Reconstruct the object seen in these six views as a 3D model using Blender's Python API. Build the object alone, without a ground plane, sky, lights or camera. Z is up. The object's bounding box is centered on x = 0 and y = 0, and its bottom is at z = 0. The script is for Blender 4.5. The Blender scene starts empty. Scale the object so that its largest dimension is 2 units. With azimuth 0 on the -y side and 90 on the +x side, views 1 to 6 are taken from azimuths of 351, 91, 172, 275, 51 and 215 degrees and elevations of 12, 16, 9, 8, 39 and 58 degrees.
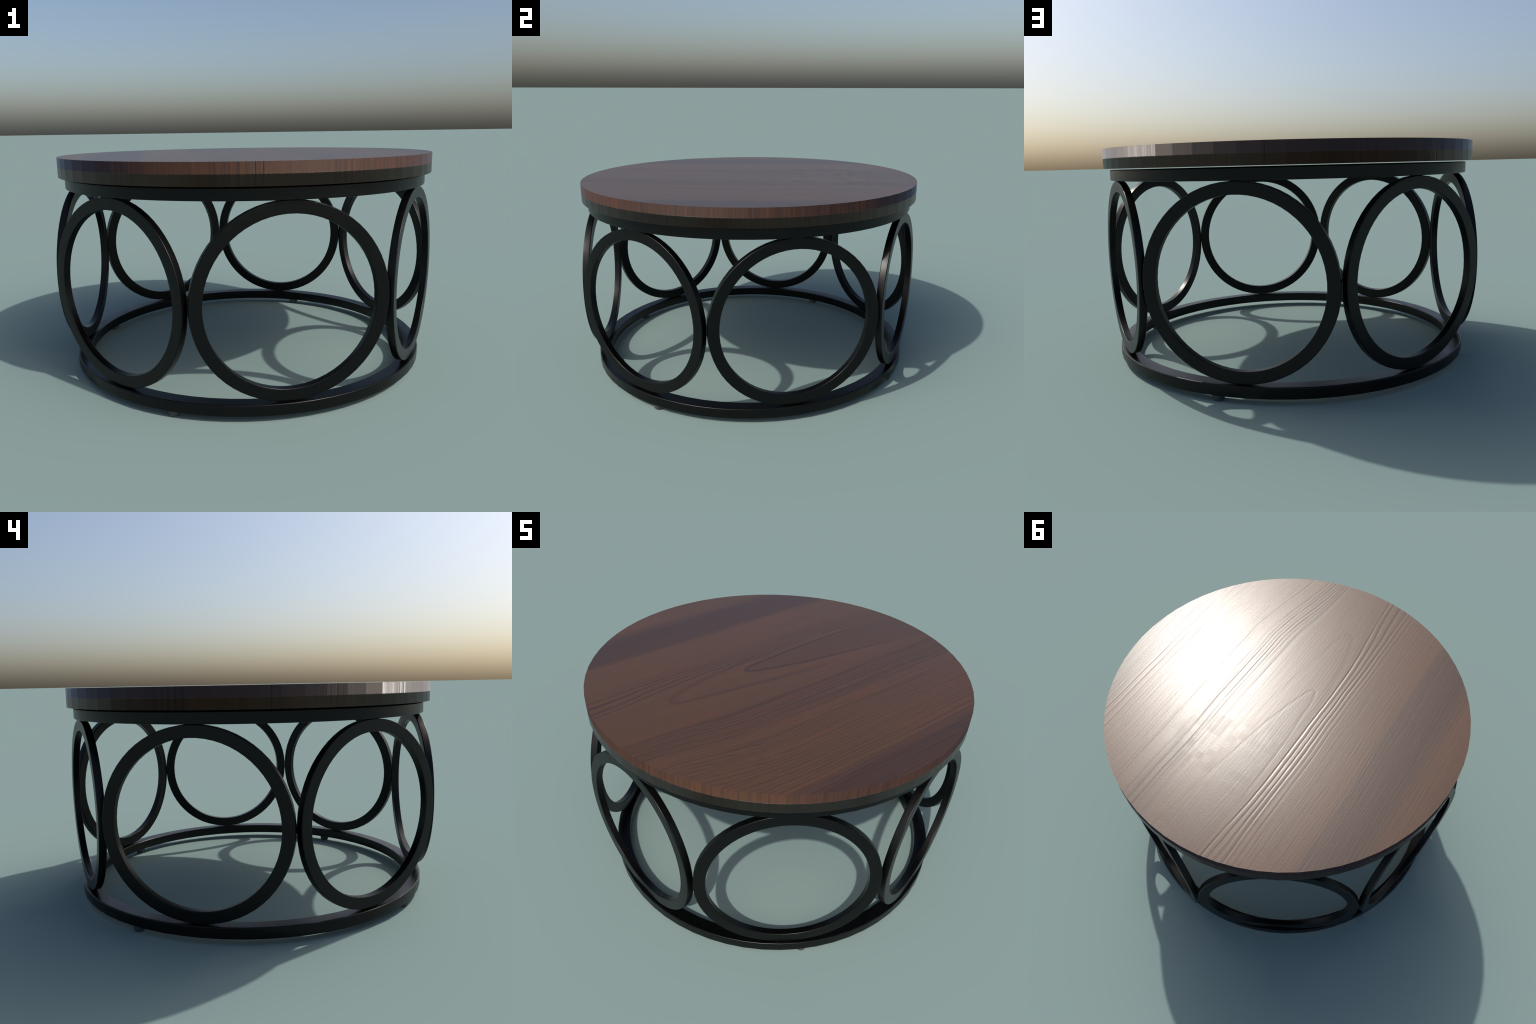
"""Round coffee table: a thick wooden disc on a black metal frame of two square-tube rings
held apart by seven standing hoops, on four small feet."""
import bpy, math

# ------------------------------------------------------------------ sizes (metres)
AXIS = (-0.0130, -0.0229)          # the disc's axis; the odd number of hoops shifts the bounding box
SEGMENTS = 64

TOP_R, TOP_Z0, TOP_Z1 = 0.9765, 1.0045, 1.1012
TOP_PHASE = 2.2                    # degrees, where the first facet edge of the disc lies

RING_R, RING_W, RING_H = 0.9452, 0.0710, 0.0535
RING_PHASE = 3.5
BASE_RING_Z, UPPER_RING_Z = 0.0260, 0.9450   # undersides of the two rings

HOOPS = 7
HOOP_R, HOOP_W, HOOP_D = 0.4318, 0.0562, 0.0360
HOOP_FACE = 0.9290                 # distance of the hoops' outer faces from the axis
HOOP_Z = 0.5130
HOOP_PHASE = 16.48                 # degrees, first hoop

FOOT_R, FOOT_H, FOOT_DIST, FOOT_PHASE = 0.0285, 0.029, 0.911, 60.8


# ------------------------------------------------------------------ node helpers
class Nodes:
    """Small expression builder on top of a material's node tree."""

    def __init__(self, name):
        self.mat = bpy.data.materials.new(name)
        self.mat.use_nodes = True
        self.t = self.mat.node_tree
        self.bsdf = self.t.nodes["Principled BSDF"]

    def new(self, kind, **props):
        n = self.t.nodes.new(kind)
        for k, v in props.items():
            setattr(n, k, v)
        return n

    def put(self, socket, value):
        if isinstance(value, bpy.types.NodeSocket):
            self.t.links.new(value, socket)
        else:
            socket.default_value = value

    def m(self, op, *args, clamp=False):
        n = self.new("ShaderNodeMath", operation=op, use_clamp=clamp)
        for s, a in zip(n.inputs, args):
            self.put(s, a)
        return n.outputs[0]

    def add(self, a, b): return self.m("ADD", a, b)
    def sub(self, a, b): return self.m("SUBTRACT", a, b)
    def mul(self, a, b): return self.m("MULTIPLY", a, b)

    def smooth(self, value, lo, hi, out0=0.0, out1=1.0):
        n = self.new("ShaderNodeMapRange", interpolation_type="SMOOTHSTEP")
        for s, a in zip(n.inputs, (value, lo, hi, out0, out1)):
            self.put(s, a)
        return n.outputs[0]

    def vec(self, x, y, z=0.0):
        n = self.new("ShaderNodeCombineXYZ")
        for s, a in zip(n.inputs, (x, y, z)):
            self.put(s, a)
        return n.outputs[0]

    def noise(self, vector, scale, detail=2.0, rough=0.5):
        n = self.new("ShaderNodeTexNoise")
        self.put(n.inputs["Vector"], vector)
        n.inputs["Scale"].default_value = scale
        n.inputs["Detail"].default_value = detail
        n.inputs["Roughness"].default_value = rough
        return n.outputs["Fac"]

    def ramp(self, fac, stops, interp="LINEAR"):
        n = self.new("ShaderNodeValToRGB")
        r = n.color_ramp
        r.interpolation = interp
        while len(r.elements) < len(stops):
            r.elements.new(0.5)
        for e, (p, c) in zip(r.elements, stops):
            e.position = p
            e.color = (c, c, c, 1.0) if isinstance(c, (int, float)) else (*c, 1.0)
        self.put(n.inputs[0], fac)
        return n.outputs[0]

    def mix(self, fac, a, b, blend="MIX"):
        n = self.new("ShaderNodeMix", data_type="RGBA", blend_type=blend)
        self.put(n.inputs[0], fac)
        for s, v in ((n.inputs[6], a), (n.inputs[7], b)):
            self.put(s, v if isinstance(v, bpy.types.NodeSocket) else (*v, 1.0))
        return n.outputs[2]

    def coords(self):
        c = self.new("ShaderNodeTexCoord")
        s = self.new("ShaderNodeSeparateXYZ")
        self.t.links.new(c.outputs["Object"], s.inputs[0])
        return c.outputs["Object"], s.outputs

    def bump(self, height, strength, distance=1.0, normal=None):
        n = self.new("ShaderNodeBump")
        n.inputs["Strength"].default_value = strength
        n.inputs["Distance"].default_value = distance
        self.put(n.inputs["Height"], height)
        if normal is not None:
            self.put(n.inputs["Normal"], normal)
        return n.outputs[0]


# ------------------------------------------------------------------ wood
BROWN = (0.083, 0.0405, 0.0200)
UMBER = (0.051, 0.0260, 0.0165)
RUST = (0.098, 0.0405, 0.0195)

# growth lines as (place across the grain, half width, strength), measured through the middle of the disc
LINES_LEFT = [(-0.305, 0.006, .30), (-0.278, 0.006, .70), (-0.256, 0.007, .95), (-0.234, 0.006, .80),
              (-0.213, 0.007, 1.0), (-0.187, 0.007, .95)]
LINES_MIDDLE = [(0.213, 0.024, .60), (0.246, 0.007, .9), (0.267, 0.007, .9), (0.288, 0.007, .95), (0.308, 0.006, .8),
                (0.327, 0.006, 1.0), (0.346, 0.007, .8), (0.368, 0.009, .8)]
LINES_RIGHT = [(0.452, 0.006, .75), (0.520, 0.006, .45), (0.566, 0.007, .3), (0.612, 0.006, .35), (0.655, 0.006, .3),
               (0.700, 0.006, .3), (0.735, 0.008, .5), (0.772, 0.008, .7), (0.806, 0.007, .6)]


def grain(n):
    """Colour and groove height of the sawn wood, as a function of the place seen from above
    (grain along y). Returns (colour, height, x, y)."""
    _, (x, y, z) = n.coords()
    # slow wander of the growth lines along the grain
    wander = n.sub(n.noise(n.vec(n.mul(x, 1.6), n.mul(y, 1.1)), 1.0, 1.0), 0.5)
    ripple = n.sub(n.noise(n.vec(n.mul(x, 5.0), n.mul(y, 5.0), 3.0), 1.0, 2.0), 0.5)
    xw = n.add(x, n.add(n.mul(wander, 0.035), n.mul(ripple, 0.010)))
    # lines on the +x half swing inwards towards the -y end and outwards towards the +y end
    swing = n.add(n.smooth(y, -0.35, -1.0, 0.0, 0.10), n.smooth(y, 0.3, 1.0, 0.0, -0.015))
    right = n.mul(n.smooth(x, 0.05, 0.22), n.smooth(x, 0.95, 0.45))
    xw = n.add(xw, n.mul(swing, right))
    # those on the -x half run close together in the middle and fan out towards both ends
    fan = n.add(n.smooth(y, -0.15, -1.0, 0.0, -0.050), n.smooth(y, 0.45, 1.0, 0.0, -0.035))
    xw = n.add(xw, n.mul(fan, n.mul(n.smooth(x, -0.27, -0.14), n.smooth(x, 0.05, -0.05))))

    def unit(v):                       # -1..1 -> 0..1 for the ramps
        return v * 0.5 + 0.5

    u = n.add(n.mul(xw, 0.5), 0.5)
    # --- broad tone across the boards: 0 brown, 1 umber
    tone = n.ramp(u, [(unit(-1.0), .15), (unit(-.86), .05), (unit(-.80), .55), (unit(-.75), 1.0), (unit(-.62), .90),
                      (unit(-.560), .85), (unit(-.535), .08), (unit(-.40), .0), (unit(-.28), .06), (unit(-.16), .12),
                      (unit(-.05), .10), (unit(.12), .12), (unit(.20), .25), (unit(.33), .20), (unit(.42), .05),
                      (unit(.62), .0), (unit(.79), .05), (unit(.825), .55), (unit(.86), 1.0), (unit(1.0), .9)])
    patches = n.noise(n.vec(n.mul(x, 9.0), n.mul(y, 0.9), 7.0), 1.0, 3.0)
    tone = n.add(tone, n.mul(n.sub(patches, 0.5), 0.35))

    # --- dark growth lines
    def lines(defs):
        stops = []
        for p, w, s in defs:
            stops += [(unit(p - w), 0.0), (unit(p), s), (unit(p + w), 0.0)]
        return n.ramp(u, stops)

    group = n.m("MAXIMUM", lines(LINES_LEFT), n.m("MAXIMUM", lines(LINES_MIDDLE), lines(LINES_RIGHT)))
    fade = n.smooth(n.noise(n.vec(n.mul(x, 40.0), n.mul(y, 1.6), 1.0), 1.0, 1.0), 0.25, 0.6, 0.35, 1.0)
    group = n.mul(group, fade)

    # --- the two cathedral arches, opening towards +y; f(x) is the y at which the arch passes
    def arch(x0, y0, left, right, width):
        d = n.sub(n.add(xw, n.mul(ripple, 0.012)), x0)
        dl = n.m("MAXIMUM", n.mul(d, -1.0), 0.0)
        dr = n.m("MAXIMUM", d, 0.0)

        def side(t, reach, power):     # (t/reach)^power and its slope
            q = n.m("DIVIDE", t, reach)
            return n.m("POWER", q, power), n.mul(n.m("POWER", q, power - 1.0), power / reach)

        fl, sl = side(dl, *left)
        fr, sr = side(dr, *right)
        f = n.sub(n.sub(y, y0), n.add(fl, fr))
        slope = n.m("SQRT", n.add(1.0, n.m("POWER", n.add(sl, sr), 2.0)))
        dist = n.m("DIVIDE", f, slope)
        line = n.m("MAXIMUM", n.smooth(dist, -width, 0.0), 0.0)
        line = n.mul(line, n.smooth(dist, width * 2.2, 0.0))
        inside = n.smooth(dist, 0.0, 0.03)
        return line, inside

    a_line, a_in = arch(-0.084, -0.150, (0.075, 3.0), (0.205, 1.5), 0.010)
    b_line, b_in = arch(-0.076, -0.615, (0.112, 3.0), (0.185, 2.2), 0.018)
    b_line = n.mul(b_line, n.smooth(y, 0.45, -0.1, 0.0, 0.55))
    a_line = n.mul(a_line, n.smooth(y, 0.95, 0.15, 0.40, 1.0))
    arches = n.mul(n.m("MAXIMUM", a_line, b_line), 0.88)
    tone = n.add(tone, n.mul(a_in, n.smooth(y, -0.3, 0.5, 0.22, 0.34)))

    # --- fine streaks and pores
    streak = n.noise(n.vec(n.mul(xw, 95.0), n.mul(y, 2.2), 11.0), 1.0, 3.0, 0.6)
    pores = n.noise(n.vec(n.mul(x, 330.0), n.mul(y, 14.0), 5.0), 1.0, 2.0, 0.6)

    # dense hairlines, strongest on the slow-grown +x side
    phase = n.add(n.mul(xw, 2 * math.pi / 0.021), n.mul(n.noise(n.vec(n.mul(x, 14.0), n.mul(y, 0.5), 15.0), 1.0, 3.0), 16.0))
    hair = n.smooth(n.m("SINE", phase), 0.45, 1.0)
    where = n.m("MAXIMUM", n.smooth(xw, 0.36, 0.46), n.smooth(xw, -0.78, -0.88, 0.0, 0.55))
    where = n.add(n.mul(n.m("MAXIMUM", where, 0.42), 0.9), 0.0)
    hair = n.mul(n.mul(hair, where), n.smooth(n.noise(n.vec(n.mul(x, 60.0), n.mul(y, 1.2), 8.0), 1.0, 1.0), 0.3, 0.6, 0.25, 1.0))

    dark = n.m("MAXIMUM", n.m("MAXIMUM", group, n.mul(hair, 0.72)), arches)
    tone = n.add(tone, n.mul(n.sub(streak, 0.5), 1.0))
    tone = n.add(tone, n.mul(n.sub(pores, 0.5), 0.40))
    rusty = n.smooth(n.noise(n.vec(n.mul(x, 11.0), n.mul(y, 1.3), 21.0), 1.0, 2.0), 0.45, 0.75)
    colour = n.mix(n.mul(rusty, 0.7), BROWN, RUST)
    colour = n.mix(n.m("ADD", tone, 0.0, clamp=True), colour, UMBER)
    colour = n.mix(n.mul(dark, 0.80), colour, (0.026, 0.0150, 0.0135))

    # --- relief: grooves along the lines, fine brushed grain, a faint pebbling
    fine = n.noise(n.vec(n.mul(x, 210.0), n.mul(y, 85.0), 2.0), 1.0, 2.0, 0.6)
    groove = n.m("MAXIMUM", n.m("MAXIMUM", group, n.mul(n.m("SUBTRACT", hair, 0.30, clamp=True), 0.22)), n.mul(arches, 0.26))
    height = n.add(n.mul(groove, -0.00062), n.mul(streak, 0.00030))
    ridges = n.noise(n.vec(n.mul(xw, 260.0), n.mul(y, 3.0), 31.0), 1.0, 1.0)
    height = n.add(height, n.mul(n.mul(ridges, n.add(n.m("MINIMUM", where, 0.8), -0.25)), 0.00042))
    height = n.add(height, n.mul(fine, 0.00017))
    return colour, height, (x, y, z)


def wood_face():
    n = Nodes("walnut_top")
    colour, height, (x, y, z) = grain(n)
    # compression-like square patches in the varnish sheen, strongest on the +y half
    def cell(size, w):
        c = n.new("ShaderNodeTexWhiteNoise", noise_dimensions="3D")
        n.put(c.inputs["Vector"], n.vec(n.m("FLOOR", n.m("DIVIDE", x, size)), n.m("FLOOR", n.m("DIVIDE", y, size)), w))
        return n.sub(c.outputs["Value"], 0.5)
    area = n.mul(n.smooth(y, -0.05, 0.45), n.smooth(n.m("ABSOLUTE", x), 0.65, 0.2))
    area = n.mul(area, n.smooth(n.noise(n.vec(n.mul(x, 3.0), n.mul(y, 3.0), 4.0), 1.0, 1.0), 0.35, 0.6))
    rough = n.add(WOOD_ROUGH, n.mul(n.mul(n.add(cell(0.042, 1.0), n.mul(cell(0.084, 2.0), 0.6)), area), 0.050))
    n.put(n.bsdf.inputs["Base Color"], colour)
    n.put(n.bsdf.inputs["Roughness"], rough)
    n.bsdf.inputs["Specular IOR Level"].default_value = WOOD_SPEC
    n.put(n.bsdf.inputs["Normal"], n.bump(height, 1.0))
    return n.mat


def wood_edge():
    """Edge band of the disc: upright side, normals bent to draw a lit half over a dark one."""
    n = Nodes("walnut_edge")
    colour, height, (x, y, z) = grain(n)
    angle = n.m("ARCTAN2", y, x)
    bands = n.noise(n.vec(n.mul(angle, 90.0), 0.0, 0.0), 1.0, 3.0, 0.75)
    coarse = n.noise(n.vec(n.mul(angle, 16.0), 5.0, 0.0), 1.0, 2.0, 0.6)
    # groups of dark cuts where hard growth lines reach the edge
    group = n.smooth(n.noise(n.vec(n.mul(angle, 5.0), 9.0, 0.0), 1.0, 1.0), 0.54, 0.66)
    cuts = n.m("SINE", n.add(n.mul(angle, 2 * math.pi / 0.032), n.mul(coarse, 7.0)))
    cuts = n.mul(n.smooth(cuts, 0.45, 1.0), group)
    blocks = n.noise(n.vec(n.mul(angle, 9.0), 13.0, 0.0), 1.0, 2.0)
    jag = n.noise(n.vec(n.mul(angle, 240.0), 2.0, 0.0), 1.0, 2.0, 0.8)
    colour = n.mix(n.smooth(bands, 0.45, 0.65, 0.0, 0.75), colour, (0.110, 0.0460, 0.0205))
    colour = n.mix(n.smooth(bands, 0.46, 0.30, 0.0, 0.75), colour, (0.042, 0.0200, 0.0120))
    colour = n.mix(n.smooth(blocks, 0.40, 0.65, 0.0, 0.40), colour, UMBER)
    colour = n.mix(n.mul(cuts, 0.8), colour, (0.026, 0.0150, 0.0130))
    # bump tips shading skyward above, groundward below, with a ragged split halfway up
    side = n.add(n.mul(bands, 0.0010), n.mul(coarse, 0.0045))
    side = n.add(side, n.mul(cuts, -0.0024))
    up = n.bump(n.add(n.mul(z, -EDGE_NORMAL_TILT), side), 1.0)
    down = n.bump(n.add(n.mul(z, EDGE_NORMAL_TILT), side), 1.0)
    shade_split_z = n.add((TOP_Z0 + TOP_Z1) / 2, n.mul(n.sub(jag, 0.5), 0.020))
    which = n.smooth(n.sub(z, shade_split_z), -0.0010, 0.0016)
    blend = n.new("ShaderNodeMix", data_type="VECTOR")
    for socket, value in ((blend.inputs[0], which), (blend.inputs[4], down), (blend.inputs[5], up)):
        n.put(socket, value)
    unit_length = n.new("ShaderNodeVectorMath", operation="NORMALIZE")
    n.put(unit_length.inputs[0], blend.outputs[1])
    n.put(n.bsdf.inputs["Base Color"], colour)
    n.bsdf.inputs["Roughness"].default_value = WOOD_ROUGH
    n.bsdf.inputs["Specular IOR Level"].default_value = WOOD_SPEC
    n.put(n.bsdf.inputs["Normal"], unit_length.outputs[0])
    return n.mat


WOOD_ROUGH, WOOD_SPEC, EDGE_NORMAL_TILT = 0.32, 0.53, 2.20


# ------------------------------------------------------------------ metal and rubber
def black_metal():
    n = Nodes("black_powder_coat")
    p, _ = n.coords()
    speck = n.noise(p, 260.0, 2.0)
    cloud = n.noise(p, 9.0, 3.0)
    n.put(n.bsdf.inputs["Base Color"], n.mix(cloud, (0.0008, 0.0009, 0.0009), (0.0014, 0.0015, 0.0015)))
    n.put(n.bsdf.inputs["Roughness"], n.smooth(cloud, 0.3, 0.7, 0.30, 0.35))
    n.bsdf.inputs["Specular IOR Level"].default_value = 0.26
    n.put(n.bsdf.inputs["Normal"], n.bump(speck, 1.0, 0.00012))
    return n.mat


def foot_rubber():
    n = Nodes("grey_rubber")
    p, _ = n.coords()
    n.put(n.bsdf.inputs["Base Color"], n.mix(n.noise(p, 60.0, 3.0), (0.046, 0.045, 0.044), (0.068, 0.066, 0.065)))
    n.bsdf.inputs["Roughness"].default_value = 0.55
    n.put(n.bsdf.inputs["Normal"], n.bump(n.noise(p, 180.0, 2.0), 1.0, 0.0006))
    return n.mat


# ------------------------------------------------------------------ geometry
def make_object(name, mesh, parent, location=(0, 0, 0), rot_z=0.0):
    ob = bpy.data.objects.new(name, mesh)
    ob.location = location
    ob.rotation_euler = (0, 0, rot_z)
    ob.parent = parent
    bpy.context.scene.collection.objects.link(ob)
    return ob


def mesh_from(name, verts, faces, materials, smooth=True, sharp_angle=None):
    me = bpy.data.meshes.new(name)
    me.from_pydata(verts, [], faces)
    me.update()
    for m in materials:
        me.materials.append(m)
    if smooth:
        me.shade_smooth()
        if sharp_angle is not None:
            me.set_sharp_from_angle(angle=math.radians(sharp_angle))
    else:
        me.shade_flat()
    return me


def rounded_rect(w, h, r, steps=3):
    """Closed profile, counter-clockwise, centred on the origin."""
    pts = []
    for cx, cy, a0 in ((w/2 - r, h/2 - r, 0), (-w/2 + r, h/2 - r, 90), (-w/2 + r, -h/2 + r, 180), (w/2 - r, -h/2 + r, 270)):
        for i in range(steps + 1):
            a = math.radians(a0 + 90 * i / steps)
            pts.append((cx + r * math.cos(a), cy + r * math.sin(a)))
    return pts


def swept_ring(profile, radius, place, segments, phase=0.0):
    """Sweep a profile (outward, sideways) round a circle; place(radial, angle, side) -> point."""
    verts, faces, k = [], [], len(profile)
    for i in range(segments):
        a = math.radians(phase + 360.0 * i / segments)
        verts += [place(radius + p, a, q) for p, q in profile]
    for i in range(segments):
        j = (i + 1) % segments
        for s in range(k):
            t = (s + 1) % k
            faces.append((i*k + s, j*k + s, j*k + t, i*k + t))
    return verts, faces


def fix_normals(me):
    import bmesh
    bm = bmesh.new()
    bm.from_mesh(me)
    bmesh.ops.recalc_face_normals(bm, faces=bm.faces)
    bm.to_mesh(me)
    bm.free()


def weighted(ob):
    """Flat faces stay flat, the rounded edges carry the shading."""
    m = ob.modifiers.new("weighted", "WEIGHTED_NORMAL")
    m.keep_sharp = True
    m.weight = 90


table = bpy.data.objects.new("coffee_table", None)
table.location = (AXIS[0], AXIS[1], 0.0)
bpy.context.scene.collection.objects.link(table)
table["label"] = "round dark walnut coffee table on black metal hoop frame"
table["category"] = "coffee table"

metal, rubber = black_metal(), foot_rubber()

# tabletop: 64-sided disc, sharp arrises
ring = [math.radians(TOP_PHASE + 360.0 * i / SEGMENTS) for i in range(SEGMENTS)]
verts = [(TOP_R * math.cos(a), TOP_R * math.sin(a), z) for z in (TOP_Z0, TOP_Z1) for a in ring]
N = SEGMENTS
faces = [(i, (i + 1) % N, N + (i + 1) % N, N + i) for i in range(N)]
faces += [tuple(range(N, 2 * N)), tuple(reversed(range(N)))]
top_mesh = mesh_from("tabletop", verts, faces, [wood_face(), wood_edge()], smooth=False)
for p in top_mesh.polygons:
    p.material_index = 0 if abs(p.normal.z) > 0.5 else 1
make_object("tabletop", top_mesh, table)

# two frame rings of square tube
profile = rounded_rect(RING_W, RING_H, 0.0050)
v, f = swept_ring(profile, RING_R - RING_W / 2, lambda r, a, q: (r * math.cos(a), r * math.sin(a), q), SEGMENTS, RING_PHASE)
ring_mesh = mesh_from("frame_ring", v, f, [metal])
fix_normals(ring_mesh)
rings = []
for z in (BASE_RING_Z, UPPER_RING_Z):
    ob = make_object("frame_ring", ring_mesh, table, (0, 0, z + RING_H / 2))
    weighted(ob)
    rings.append(ob)

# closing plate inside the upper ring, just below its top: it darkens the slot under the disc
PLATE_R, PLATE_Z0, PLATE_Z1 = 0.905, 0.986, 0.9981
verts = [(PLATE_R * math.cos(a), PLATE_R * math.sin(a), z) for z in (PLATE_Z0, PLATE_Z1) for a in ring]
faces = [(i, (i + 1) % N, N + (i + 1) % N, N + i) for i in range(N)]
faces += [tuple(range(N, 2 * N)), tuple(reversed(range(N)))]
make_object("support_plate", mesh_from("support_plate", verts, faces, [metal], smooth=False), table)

# seven standing hoops, edge to edge round the frame
profile = rounded_rect(HOOP_W, HOOP_D, 0.0040)
v, f = swept_ring(profile, HOOP_R - HOOP_W / 2, lambda r, a, q: (q, r * math.cos(a), r * math.sin(a)), SEGMENTS, 2.8125)
hoop_mesh = mesh_from("leg_hoop", v, f, [metal])
fix_normals(hoop_mesh)
for i in range(HOOPS):
    a = math.radians(HOOP_PHASE + 360.0 * i / HOOPS)
    d = HOOP_FACE - HOOP_D / 2
    ob = make_object("leg_hoop", hoop_mesh, table, (d * math.cos(a), d * math.sin(a), HOOP_Z), a)
    weighted(ob)

# four feet under the base ring: short, slightly tapered pads with a rounded lower rim
foot_profile = [(0.0, 0.0), (FOOT_R - 0.006, 0.0), (FOOT_R - 0.0035, 0.0010), (FOOT_R - 0.002, 0.0035),
                (FOOT_R, FOOT_H - 0.004), (FOOT_R, FOOT_H), (0.0, FOOT_H)]
FS = 32
verts, faces = [], []
for r, z in foot_profile[1:-1]:
    verts += [(r * math.cos(2*math.pi*i/FS), r * math.sin(2*math.pi*i/FS), z) for i in range(FS)]
for k in range(len(foot_profile) - 3):
    faces += [(k*FS + i, k*FS + (i+1) % FS, (k+1)*FS + (i+1) % FS, (k+1)*FS + i) for i in range(FS)]
faces += [tuple(reversed(range(FS))), tuple(range((len(foot_profile)-3)*FS, (len(foot_profile)-2)*FS))]
foot_mesh = mesh_from("foot", verts, faces, [rubber], sharp_angle=40)
for i in range(4):
    a = math.radians(FOOT_PHASE + 90 * i)
    make_object("foot", foot_mesh, table, (FOOT_DIST * math.cos(a), FOOT_DIST * math.sin(a), 0.0))
